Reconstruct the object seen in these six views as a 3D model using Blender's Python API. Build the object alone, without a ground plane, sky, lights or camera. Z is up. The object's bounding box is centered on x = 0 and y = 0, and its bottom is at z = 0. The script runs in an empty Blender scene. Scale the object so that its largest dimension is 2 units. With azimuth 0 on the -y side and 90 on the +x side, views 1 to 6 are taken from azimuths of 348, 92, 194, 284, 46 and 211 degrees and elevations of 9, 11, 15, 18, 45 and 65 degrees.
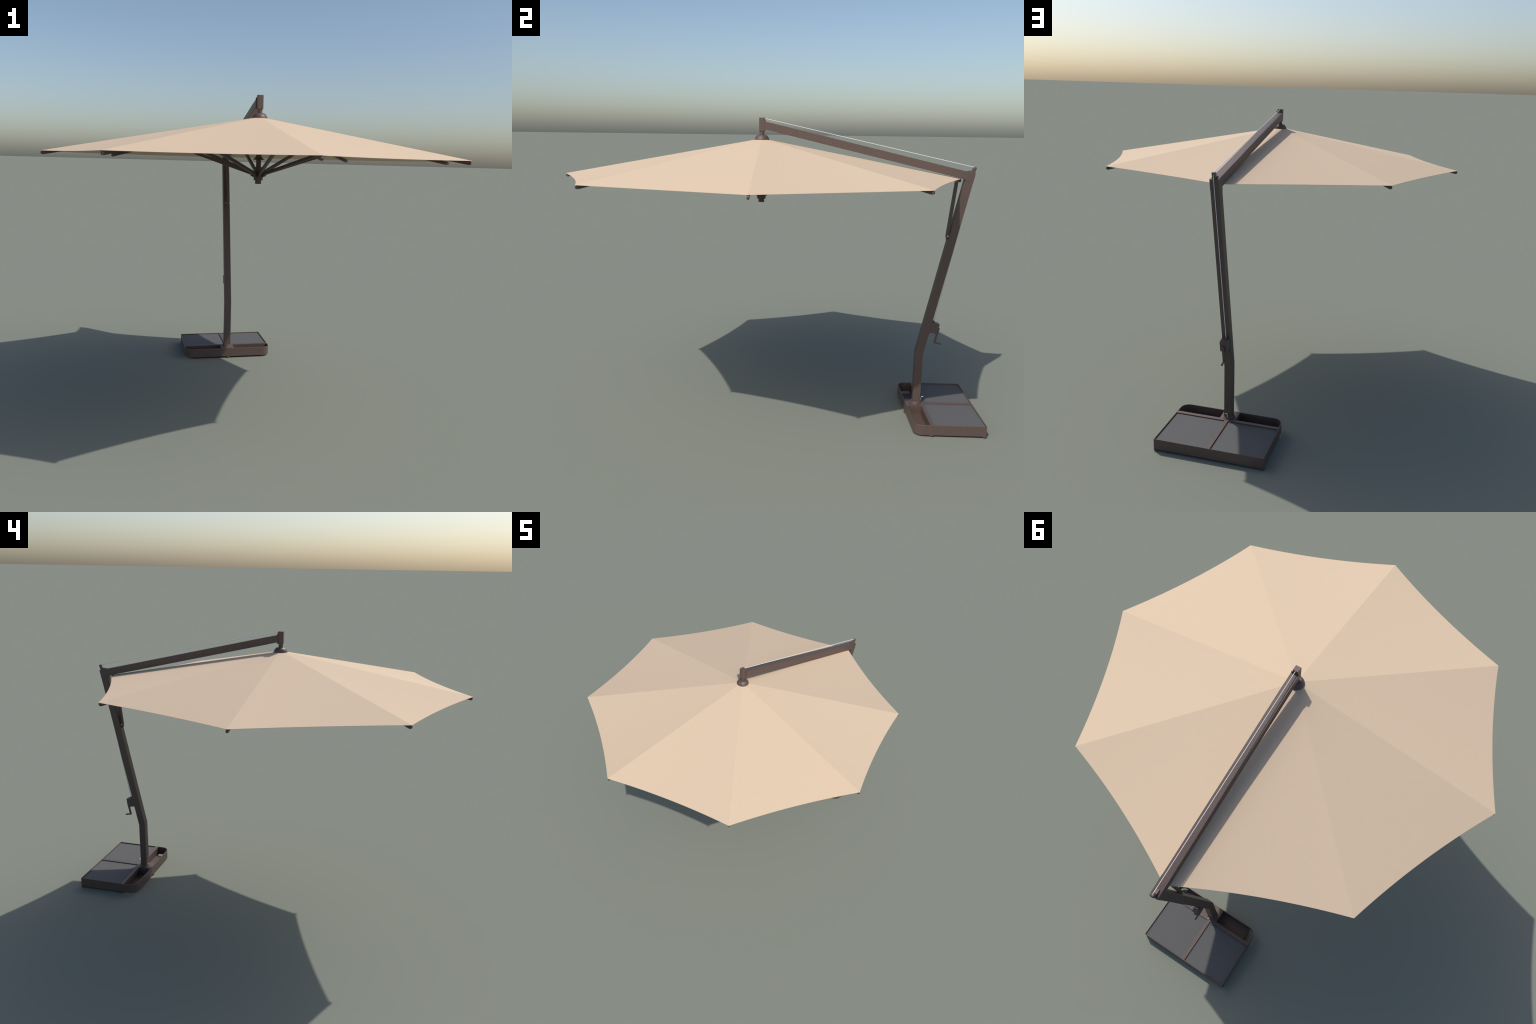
import bpy, bmesh, math
from mathutils import Vector, Matrix

# ------------------------------------------------------------------ materials
def new_mat(name, color, rough=0.5, metallic=0.0, spec=0.5):
    m = bpy.data.materials.new(name)
    m.use_nodes = True
    b = m.node_tree.nodes["Principled BSDF"]
    b.inputs["Base Color"].default_value = (*color, 1)
    b.inputs["Roughness"].default_value = rough
    b.inputs["Metallic"].default_value = metallic
    b.inputs["Specular IOR Level"].default_value = spec
    return m, m.node_tree, b

def add_noise_colour(nt, bsdf, lo, hi, scale, detail=3.0, stretch=(1, 1, 1), p0=0.35, p1=0.65):
    tc = nt.nodes.new("ShaderNodeTexCoord")
    mp = nt.nodes.new("ShaderNodeMapping")
    mp.inputs["Scale"].default_value = stretch
    nz = nt.nodes.new("ShaderNodeTexNoise")
    nz.inputs["Scale"].default_value = scale
    nz.inputs["Detail"].default_value = detail
    cr = nt.nodes.new("ShaderNodeValToRGB")
    cr.color_ramp.elements[0].position = p0
    cr.color_ramp.elements[1].position = p1
    cr.color_ramp.elements[0].color = (*lo, 1)
    cr.color_ramp.elements[1].color = (*hi, 1)
    L = nt.links.new
    L(tc.outputs["Object"], mp.inputs["Vector"])
    L(mp.outputs["Vector"], nz.inputs["Vector"])
    L(nz.outputs["Fac"], cr.inputs["Fac"])
    L(cr.outputs["Color"], bsdf.inputs["Base Color"])
    return tc, mp, nz, cr

def add_bump(nt, bsdf, height_socket, strength, distance):
    bp = nt.nodes.new("ShaderNodeBump")
    bp.inputs["Strength"].default_value = strength
    bp.inputs["Distance"].default_value = distance
    nt.links.new(height_socket, bp.inputs["Height"])
    nt.links.new(bp.outputs["Normal"], bsdf.inputs["Normal"])

BRONZE = (0.0975, 0.0645, 0.0535)
def shade(c, k): return tuple(v * k for v in c)

# smooth powder-coated bronze for fittings and base
MAT_METAL, nt, b = new_mat("bronze_coat", BRONZE, 0.5, 0.0, 0.55)
add_noise_colour(nt, b, shade(BRONZE, 0.97), shade(BRONZE, 1.03), 40)

# speckled hammer-finish bronze for the tubes
MAT_TUBE, nt, b = new_mat("speckled_bronze_coat", BRONZE, 0.5, 0.0, 0.55)
tc, mp, nz, cr = add_noise_colour(nt, b, shade(BRONZE, 0.80), shade(BRONZE, 1.20), 420, 2.0)
fleck = cr.color_ramp.elements.new(0.78); fleck.color = (0.21, 0.155, 0.115, 1)
add_bump(nt, b, nz.outputs["Fac"], 0.22, 0.002)
MAT_MAST, nt, b = new_mat("fine_grained_bronze_coat", BRONZE, 0.5, 0.0, 0.55)
tc, mp, nz, cr = add_noise_colour(nt, b, shade(BRONZE, 0.92), shade(BRONZE, 1.08), 330, 2.0)
add_bump(nt, b, nz.outputs["Fac"], 0.08, 0.002)

# woven canopy cloth
CLOTH = (0.622, 0.479, 0.340)
MAT_CLOTH, nt, b = new_mat("woven_cloth", CLOTH, 0.85, 0.0, 0.2)
tc, mp, nz, cr = add_noise_colour(nt, b, shade(CLOTH, 0.994), shade(CLOTH, 1.006), 60, 4.0)
wv = nt.nodes.new("ShaderNodeTexWave"); wv.bands_direction = 'X'; wv.inputs["Scale"].default_value = 160
wv2 = nt.nodes.new("ShaderNodeTexWave"); wv2.bands_direction = 'Y'; wv2.inputs["Scale"].default_value = 160
mx = nt.nodes.new("ShaderNodeMath"); mx.operation = 'ADD'
nt.links.new(tc.outputs["Object"], wv.inputs["Vector"]); nt.links.new(tc.outputs["Object"], wv2.inputs["Vector"])
nt.links.new(wv.outputs["Fac"], mx.inputs[0]); nt.links.new(wv2.outputs["Fac"], mx.inputs[1])
add_bump(nt, b, mx.outputs[0], 0.02, 0.0005)

# concrete ballast slabs
SLAB = (0.101, 0.1005, 0.1005)
MAT_SLAB, nt, b = new_mat("ballast_concrete", SLAB, 0.85, 0.0, 0.4)
add_noise_colour(nt, b, shade(SLAB, 0.96), shade(SLAB, 1.04), 120, 5.0)

MAT_ROPE, nt, b = new_mat("white_rope", (0.74, 0.74, 0.74), 0.6, 0.0, 0.4)
add_noise_colour(nt, b, (0.70, 0.70, 0.70), (0.78, 0.78, 0.78), 500)
MAT_STEEL, nt, b = new_mat("bright_steel", (0.78, 0.78, 0.78), 0.35, 0.2)

# ------------------------------------------------------------------ helpers
ROOT = bpy.data.objects.new("cantilever_umbrella", None)
bpy.context.scene.collection.objects.link(ROOT)
ROOT.location = (0, 0.83, 0)
ROOT["label"] = "beige octagonal cantilever patio umbrella on bronze mast with weighted base"
ROOT["category"] = "patio umbrella"
bpy.context.view_layer.update()

def link(obj, parent):
    bpy.context.scene.collection.objects.link(obj)
    obj.parent = parent
    top = parent
    off = Vector((0, 0, 0))
    while top is not None:
        off += top.location
        top = top.parent
    obj.location = obj.location - off
    return obj

def finish(bm, name, mat, parent, bevel=0.0, segs=2, angle=35, smooth=True, sharp=19):
    if bevel > 0:
        bmesh.ops.remove_doubles(bm, verts=bm.verts, dist=1e-6)
        ed = [e for e in bm.edges if len(e.link_faces) == 2 and e.calc_face_angle(0) > math.radians(angle)]
        bmesh.ops.bevel(bm, geom=ed, offset=bevel, segments=segs, profile=0.5, affect='EDGES', clamp_overlap=True)
    bmesh.ops.recalc_face_normals(bm, faces=bm.faces)
    me = bpy.data.meshes.new(name)
    bm.to_mesh(me); bm.free()
    me.materials.append(mat)
    if smooth:
        for p in me.polygons: p.use_smooth = True
        me.set_sharp_from_angle(angle=math.radians(sharp))
    return link(bpy.data.objects.new(name, me), parent)

def frame(origin, direction, up=Vector((0, 0, 1))):
    y = Vector(direction).normalized()
    x = y.cross(up).normalized()
    z = x.cross(y)
    return Matrix(((x.x, y.x, z.x, origin[0]), (x.y, y.y, z.y, origin[1]), (x.z, y.z, z.z, origin[2]), (0, 0, 0, 1)))

def bm_box(x0, x1, y0, y1, z0, z1, bm=None, M=None):
    bm = bm or bmesh.new()
    r = bmesh.ops.create_cube(bm, size=1)
    T = Matrix.Translation(((x0 + x1) / 2, (y0 + y1) / 2, (z0 + z1) / 2)) @ Matrix.Diagonal((x1 - x0, y1 - y0, z1 - z0, 1))
    bmesh.ops.transform(bm, matrix=(M @ T) if M else T, verts=r["verts"])
    return bm

def bm_prism_yz(points, x0, x1, bm=None):
    """polygon in the y-z plane, extruded along x"""
    bm = bm or bmesh.new()
    a = [bm.verts.new((x0, y, z)) for y, z in points]
    c = [bm.verts.new((x1, y, z)) for y, z in points]
    bm.faces.new(a); bm.faces.new(c[::-1])
    n = len(points)
    for i in range(n):
        bm.faces.new((a[i], c[i], c[(i + 1) % n], a[(i + 1) % n]))
    return bm

def bm_lathe(profile, cx, cy, seg=48, bm=None, M=None):
    """(radius, z) profile turned round the vertical axis, closed at both ends"""
    bm = bm or bmesh.new()
    rings = []
    for r, z in profile:
        rings.append([bm.verts.new((cx + r * math.cos(2 * math.pi * i / seg), cy + r * math.sin(2 * math.pi * i / seg), z)) for i in range(seg)])
    for A, B in zip(rings, rings[1:]):
        for i in range(seg):
            bm.faces.new((A[i], A[(i + 1) % seg], B[(i + 1) % seg], B[i]))
    bm.faces.new(rings[0][::-1]); bm.faces.new(rings[-1])
    if M: bmesh.ops.transform(bm, matrix=M, verts=[v for R in rings for v in R])
    return bm

def tube(points, radius, name, mat, parent, seg=10):
    """round wire through points with mitred joints"""
    bm = bmesh.new()
    P = [Vector(p) for p in points]
    rings = []
    for i, p in enumerate(P):
        d = (P[min(i + 1, len(P) - 1)] - P[max(i - 1, 0)]).normalized()
        u = d.cross(Vector((1, 0, 0.013))).normalized(); w = d.cross(u)
        rings.append([bm.verts.new(p + radius * (math.cos(2 * math.pi * k / seg) * u + math.sin(2 * math.pi * k / seg) * w)) for k in range(seg)])
    for A, B in zip(rings, rings[1:]):
        for k in range(seg):
            bm.faces.new((A[k], A[(k + 1) % seg], B[(k + 1) % seg], B[k]))
    bm.faces.new(rings[0][::-1]); bm.faces.new(rings[-1])
    return finish(bm, name, mat, parent)

# ------------------------------------------------------------------ dimensions
CX, CY = 0.0, -0.067            # canopy axis
R_TIP, Z_TIP = 0.9325, 1.1727   # rib tips
SLOPE = 0.186                   # rise per metre along a rib
HEM_IN, HEM_DOWN = 0.018, 0.002 # scalloped hem: inward and down at mid panel
CLOTH_T = 0.0009
def ridge_z(r): return Z_TIP + SLOPE * (R_TIP - r)

# ------------------------------------------------------------------ canopy cloth
def panel(index):
    a0 = math.radians(45 * index); a1 = math.radians(45 * (index + 1)); am = (a0 + a1) / 2
    NU, NT = 26, 28
    r_in = 0.02
    tip0 = Vector((math.cos(a0), math.sin(a0), 0)); tip1 = Vector((math.cos(a1), math.sin(a1), 0))
    inward = -Vector((math.cos(am), math.sin(am), 0))
    # height the hem would have on the flat panel at its drawn-in middle, minus where it really hangs
    sag = SLOPE / math.cos(math.radians(22.5)) * HEM_IN + HEM_DOWN
    bm = bmesh.new()
    top, bot = [], []
    for i in range(NU + 1):
        u = i / NU
        r = r_in + (R_TIP - r_in) * u
        rt, rb = [], []
        for j in range(NT + 1):
            t = j / NT
            w = 4 * t * (1 - t)
            p = (tip0 * (1 - t) + tip1 * t) * r
            p.z = ridge_z(r)
            k = HEM_IN * w * u * u
            p += inward * k
            p.z += SLOPE / math.cos(math.radians(22.5)) * k - sag * w * u * u
            rt.append(bm.verts.new((CX + p.x, CY + p.y, p.z)))
            rb.append(bm.verts.new((CX + p.x, CY + p.y, p.z - CLOTH_T)))
        top.append(rt); bot.append(rb)
    for i in range(NU):
        for j in range(NT):
            bm.faces.new((top[i][j], top[i + 1][j], top[i + 1][j + 1], top[i][j + 1]))
            bm.faces.new((bot[i][j], bot[i][j + 1], bot[i + 1][j + 1], bot[i + 1][j]))
    for j in range(NT):
        bm.faces.new((top[NU][j], bot[NU][j], bot[NU][j + 1], top[NU][j + 1]))
        bm.faces.new((top[0][j], top[0][j + 1], bot[0][j + 1], bot[0][j]))
    me = bpy.data.meshes.new("canopy_panel")
    bmesh.ops.recalc_face_normals(bm, faces=bm.faces)
    # open shell: make sure the top faces look up
    if sum(f.normal.z for f in bm.faces if f.verts[0] in top[3] ) < 0:
        bmesh.ops.reverse_faces(bm, faces=bm.faces)
    bm.to_mesh(me); bm.free()
    me.materials.append(MAT_CLOTH)
    for p in me.polygons: p.use_smooth = True
    me.set_sharp_from_angle(angle=math.radians(30))
    return link(bpy.data.objects.new("canopy_panel", me), ROOT)
for i in range(8): panel(i)

# ------------------------------------------------------------------ hub, ribs and struts
hub = finish(bm_lathe([(0.0137, 1.0505), (0.0137, 1.0667), (0.0205, 1.0667), (0.0205, 1.079), (0.0185, 1.0795), (0.0185, 1.1255),
                       (0.0113, 1.1258), (0.0113, 1.1575), (0.0262, 1.1578), (0.0262, 1.1592), (0.0158, 1.1665), (0.0155, 1.1722), (0.0125, 1.1728), (0.0113, 1.18),
                       (0.0113, 1.300), (0.027, 1.302), (0.027, 1.330), (0.012, 1.331), (0.0112, 1.3405)], CX, CY), "hub_pole", MAT_METAL, ROOT)

RIB_W, RIB_H = 0.0080, 0.0155
def rib_profile():
    """long bar in local y (outwards) with half-round outer end; local z follows the slope"""
    c = math.hypot(1, SLOPE)
    y0, y1 = 0.022 * c, (R_TIP + 0.0005) * c
    pts = [(y0, -RIB_H)]
    r = RIB_H / 2
    for k in range(13):
        a = -math.pi / 2 + math.pi * k / 12
        pts.append((y1 - r + r * math.cos(a), -r + r * math.sin(a)))
    pts.append((y0, 0))
    return pts
bm = bm_prism_yz(rib_profile(), -RIB_W / 2, RIB_W / 2)
rib_mesh = bpy.data.meshes.new("rib")
bmesh.ops.bevel(bm, geom=[e for e in bm.edges if e.calc_face_angle(0) > 1.0], offset=0.0008, segments=1, affect='EDGES')
bmesh.ops.recalc_face_normals(bm, faces=bm.faces); bm.to_mesh(rib_mesh); bm.free()
rib_mesh.materials.append(MAT_METAL)
for p in rib_mesh.polygons: p.use_smooth = True
rib_mesh.set_sharp_from_angle(angle=math.radians(25))

STRUT_R0, STRUT_Z0, STRUT_R1 = 0.019, 1.093, 0.47
STRUT_W, STRUT_H = 0.0118, 0.0135
z1 = ridge_z(STRUT_R1) - 0.017
LEN = math.hypot(STRUT_R1 - STRUT_R0, z1 - STRUT_Z0)
bm = bm_box(-STRUT_W / 2, STRUT_W / 2, 0, LEN, -STRUT_H / 2, STRUT_H / 2)
strut_mesh = bpy.data.meshes.new("strut")
bmesh.ops.bevel(bm, geom=list(bm.edges), offset=0.0012, segments=2, profile=0.5, affect='EDGES')
bm.to_mesh(strut_mesh); bm.free()
strut_mesh.materials.append(MAT_METAL)
for p in strut_mesh.polygons: p.use_smooth = True
strut_mesh.set_sharp_from_angle(angle=math.radians(19))

bm = bm_box(-0.0075, 0.0075, 0.0, 0.018, -0.016, 0.010)
knuckle_mesh = bpy.data.meshes.new("knuckle")
for v in bm.verts:
    if v.co.y > 0.01 and v.co.z < 0: v.co.z += 0.008
bmesh.ops.bevel(bm, geom=list(bm.edges), offset=0.001, segments=2, profile=0.5, affect='EDGES')
bm.to_mesh(knuckle_mesh); bm.free()
knuckle_mesh.materials.append(MAT_METAL)

def place(mesh, name, M):
    o = bpy.data.objects.new(name, mesh)
    q = M.copy()
    loc = q.to_translation()
    o.rotation_euler = q.to_euler()
    o.location = loc
    return link(o, hub)
for i in range(8):
    a = math.radians(45 * i)
    d = Vector((math.cos(a), math.sin(a), 0))
    # rib hangs just below the cloth along the ridge
    M = frame((CX, CY, ridge_z(0) - CLOTH_T - 0.0012), (d.x, d.y, -SLOPE))
    place(rib_mesh, "rib", M)
    o = Vector((CX, CY, 0)) + d * STRUT_R0; o.z = STRUT_Z0
    place(strut_mesh, "strut", frame(o, (d.x * (STRUT_R1 - STRUT_R0), d.y * (STRUT_R1 - STRUT_R0), z1 - STRUT_Z0)))
    o2 = Vector((CX, CY, 0)) + d * 0.0165; o2.z = 1.094
    place(knuckle_mesh, "knuckle", frame(o2, (d.x, d.y, 0)))

# ------------------------------------------------------------------ cap, hanger and arm
finish(bm_lathe([(0.0345, 1.3395), (0.0345, 1.3415), (0.0338, 1.3450), (0.0322, 1.3492), (0.0296, 1.3533), (0.0262, 1.3572),
                 (0.0232, 1.3598), (0.0213, 1.3614), (0.0200, 1.3622), (0.0112, 1.3626)], CX, CY, 64), "canopy_cap", MAT_METAL, ROOT)
hanger = finish(bm_box(-0.0126, 0.0126, -0.0803, -0.0535, 1.3795, 1.4405), "arm_end_block", MAT_METAL, ROOT, bevel=0.0012)
finish(bm_lathe([(0.0112, 1.3620), (0.0112, 1.3798)], CX, CY), "swivel_neck", MAT_METAL, hanger)
finish(bm_box(-0.0170, 0.0170, -0.0540, -0.0505, 1.3812, 1.4312), "end_plate", MAT_METAL, hanger, bevel=0.0006)

BEAM_SLOPE = -0.2309
def beam_top(y): return 1.3758 + BEAM_SLOPE * (y - 0.1555)
def beam_v(y): return 0.0369 + 0.0010 * (y - 0.1555) / 0.6      # the arm widens slightly towards the mast
def beam_h(y): return 0.0180 + 0.0003 * (y + 0.05) / 0.89
def beam_quad(y0, y1, grow=0.0):
    return [(y0, beam_top(y0) - beam_v(y0) - grow), (y1, beam_top(y1) - beam_v(y1) - grow), (y1, beam_top(y1) + grow), (y0, beam_top(y0) + grow)]
def bm_beam(y0, y1, grow_v=0.0, grow_x=0.0):
    bm = bm_prism_yz(beam_quad(y0, y1, grow_v), -1, 1)
    for v in bm.verts: v.co.x *= beam_h(v.co.y) + grow_x
    return bm
arm = finish(bm_beam(-0.0035, 0.860), "arm", MAT_TUBE, ROOT, bevel=0.0015)
finish(bm_beam(-0.0515, 0.010, -0.0005, -0.0006), "arm_sleeve", MAT_METAL, arm, bevel=0.001)

# ------------------------------------------------------------------ mast
HW = 0.0187
LEAN = 0.2135
def mast_front(z): return 0.6994 + LEAN * (z - 0.3268)
def mast_back(z): return 0.7357 + LEAN * (z - 0.3145)
pts = [(0.6990, 0.055), (0.6994, 0.3268), (mast_front(1.172), 1.172), (mast_front(1.172) + 0.012, 1.185), (mast_back(1.178) , 1.178), (0.7357, 0.3145), (0.7357, 0.055)]
mast = finish(bm_prism_yz(pts, -HW, HW), "mast", MAT_MAST, ROOT, bevel=0.0018, angle=50)
y_c = 0.838
top_b = beam_top(0.9245)
fit = [(y_c, beam_top(y_c) - beam_v(y_c) - 0.0004), (mast_front(1.1718), beam_top(mast_front(1.1718)) - beam_v(0.88) - 0.0004),
       (mast_front(1.162), 1.162), (mast_back(1.152) + 0.0003, 1.152), (mast_back(top_b) + 0.0003, top_b + 0.0004), (y_c, beam_top(y_c) + 0.0004)]
finish(bm_prism_yz(fit, -0.0190, 0.0190), "corner_fitting", MAT_METAL, mast, bevel=0.0012)

finish(bm_lathe([(0.0290, 0.0545), (0.0290, 0.0575), (0.0280, 0.0590), (0.0265, 0.0594), (0.0262, 0.0645), (0.0250, 0.0662), (0.02, 0.0664)], 0, 0.7173, 56), "mast_collar", MAT_METAL, mast)

# rope guide on top of the corner
zc = beam_top(0.905)
g = [(0.8915, beam_top(0.8915) - 0.004), (0.8915, 1.2105), (0.9090, 1.2095), (0.9155, 1.2215)]
cyr, czr, rr = 0.9235, 1.2212, 0.0070
for k in range(11):
    a = math.radians(150 - 16.5 * k)
    g.append((cyr + rr * math.cos(a), czr + rr * math.sin(a)))
g.append((0.9215, beam_top(0.9215) - 0.004))
guide = finish(bm_prism_yz(g, -0.0072, 0.0072), "rope_guide", MAT_METAL, mast, bevel=0.0006)

tube([(0, -0.0545, 1.4368), (0, 0.4335, 1.3315), (0, 0.9215, 1.2264)], 0.0014, "rope", MAT_ROPE, ROOT)
tube([(0, 0.9275, 1.2215), (0, 0.9300, 1.2150), (-0.0055, 0.7840, 0.4830)], 0.0014, "rope", MAT_ROPE, ROOT)

# link from the last rib to the mast
lk0, lk1 = Vector((0.004, 0.8165, 0.9030)), Vector((0.002, 0.8432, 1.158))
link_len = (lk1 - lk0).length
M = frame(lk0, lk1 - lk0, Vector((0, -1, 0)))
bm = bm_prism_yz([(0.004, -0.0074), (link_len, -0.0074), (link_len, 0.0074), (-0.002, 0.0074), (-0.0135, 0.001), (-0.0150, -0.003), (-0.0145, -0.0070)], -0.0064, 0.0064)
bmesh.ops.transform(bm, matrix=M, verts=bm.verts)
stay = finish(bm, "stay_link", MAT_METAL, ROOT, bevel=0.0008)
zb = 0.904
finish(bm_prism_yz([(mast_front(0.885) + 0.002, 0.885), (mast_front(0.885) - 0.006, 0.8845), (mast_front(zb) - 0.011, 0.897), (mast_front(zb) - 0.011, 0.909), (mast_front(0.922) + 0.002, 0.924)], -0.0050, 0.0130),
       "stay_bracket", MAT_METAL, stay, bevel=0.0006)
Mx = Matrix.Translation((0.004, 0.8165, 0.9030)) @ Matrix.Rotation(math.radians(90), 4, 'Y')
finish(bm_lathe([(0.0031, -0.0135), (0.0031, 0.0135)], 0, 0, 16, M=Mx), "bolt", MAT_STEEL, stay, bevel=0.0005)

# ------------------------------------------------------------------ winch
n_dir = Vector((0, 1, -LEAN)).normalized()
u_dir = Vector((0, LEAN, 1)).normalized()
zW = 0.4287
org = Vector((0, mast_back(zW), zW))       # lower edge of the box on the mast's back face
def WP(x, n, u): return org + Vector((x, 0, 0)) + n_dir * n + u_dir * u
MW = Matrix(((1, 0, 0, org.x), (0, n_dir.y, u_dir.y, org.y), (0, n_dir.z, u_dir.z, org.z), (0, 0, 0, 1)))
winch = finish(bm_box(-0.0166, 0.0166, -0.002, 0.0385, -0.002, 0.0485, M=MW), "winch_box", MAT_METAL, ROOT, bevel=0.0012)
crank = finish(bm_box(-0.0054, 0.0054, 0.0388, 0.0475, -0.0535, 0.0275, M=MW), "crank", MAT_METAL, winch, bevel=0.0015)
Mh = MW @ Matrix.Translation((0, 0.0400, -0.0495)) @ Matrix.Rotation(math.radians(-90), 4, 'X')
finish(bm_lathe([(0.0043, 0.0), (0.0043, 0.0350)], 0, 0, 18, M=Mh), "crank_handle", MAT_METAL, crank, bevel=0.0008)
Mp = MW @ Matrix.Translation((-0.0055, 0.0110, 0.0510)) @ Matrix.Rotation(math.radians(90), 4, 'Y')
finish(bm_lathe([(0.0055, -0.005), (0.0055, 0.005)], 0, 0, 20, M=Mp), "rope_pulley", MAT_METAL, winch, bevel=0.0006)
finish(bm_box(-0.010, 0.010, -0.001, 0.0050, -0.0170, -0.001, M=MW), "winch_tab", MAT_METAL, winch, bevel=0.0006)

# ------------------------------------------------------------------ base
BX, BY0, BY1, BR = 0.2505, 0.665, 0.9965, 0.042
Z0, Z1 = 0.0055, 0.0553
WALL = 0.0032
def outline(inset):
    x, y0, y1, r = BX - inset, BY0 + inset, BY1 - inset, BR - inset
    pts = [(x, y1), (-x, y1)]
    for k in range(13):
        a = math.pi + math.pi / 2 * k / 12
        pts.append((-x + r + r * math.cos(a), y0 + r + r * math.sin(a)))
    for k in range(13):
        a = 1.5 * math.pi + math.pi / 2 * k / 12
        pts.append((x - r + r * math.cos(a), y0 + r + r * math.sin(a)))
    return pts
bm = bmesh.new()
O, I = outline(0), outline(WALL)
vs = [[bm.verts.new((x, y, z)) for x, y in P] for P, z in ((O, Z0), (O, Z1), (I, Z1), (I, Z0))]
N = len(O)
for k in range(4):
    A, B = vs[k], vs[(k + 1) % 4]
    for i in range(N):
        bm.faces.new((A[i], A[(i + 1) % N], B[(i + 1) % N], B[i]))
base = finish(bm, "base_tray", MAT_METAL, ROOT, bevel=0.0006, segs=1, angle=60)
IX = BX - WALL + 0.001
RAIL0, RAIL1 = 0.7380, 0.7558
finish(bm_box(-IX, IX, RAIL0, RAIL1, Z0 + 0.001, Z1 - 0.0003), "cross_rail", MAT_METAL, base, bevel=0.0006)
finish(bm_box(-0.0090, 0.0090, RAIL1 - 0.001, BY1 - WALL + 0.001, Z0 + 0.001, Z1 - 0.0005), "divider_bar", MAT_METAL, base, bevel=0.0006)
finish(bm_box(-0.0382, 0.0382, BY0 + 0.0012, RAIL0 + 0.001, Z0 + 0.0008, Z1 - 0.0004), "mast_plate", MAT_METAL, base, bevel=0.0006)
finish(bm_box(-0.207, 0.207, BY0 + 0.0015, RAIL0 + 0.001, Z0 + 0.0006, 0.0105), "pocket_floor", MAT_METAL, base, bevel=0.0004)
finish(bm_box(-IX, IX, RAIL1 - 0.001, BY1 - WALL + 0.001, Z0 + 0.0009, 0.0095), "tray_floor", MAT_METAL, base)
for s in (-1, 1):
    xs = sorted((s * 0.0093, s * (BX - WALL - 0.0003)))
    finish(bm_box(xs[0], xs[1], RAIL1 + 0.0003, BY1 - WALL - 0.0003, 0.0098, 0.0497), "ballast_slab", MAT_SLAB, base, bevel=0.0004)
foot0 = None
for x, y in ((0.243, 0.9893), (-0.243, 0.9893), (0.243, 0.746), (-0.243, 0.746), (0, 0.671)):
    if foot0 is None:
        foot0 = finish(bm_lathe([(0.0085, 0.0), (0.0102, 0.0012), (0.0106, 0.0035), (0.0106, 0.0062)], 0, 0, 28), "foot", MAT_METAL, base)
        o = foot0
    else:
        o = bpy.data.objects.new("foot", foot0.data)
        link(o, base)
    o.location += Vector((x, y, 0))
tube([(0, 0.7415, 0.0600), (0, 0.7422, 0.0790), (0.0005, 0.7440, 0.0840), (0.002, 0.7475, 0.0868), (0.0045, 0.7530, 0.0888)], 0.0019, "locking_pin", MAT_STEEL, base)
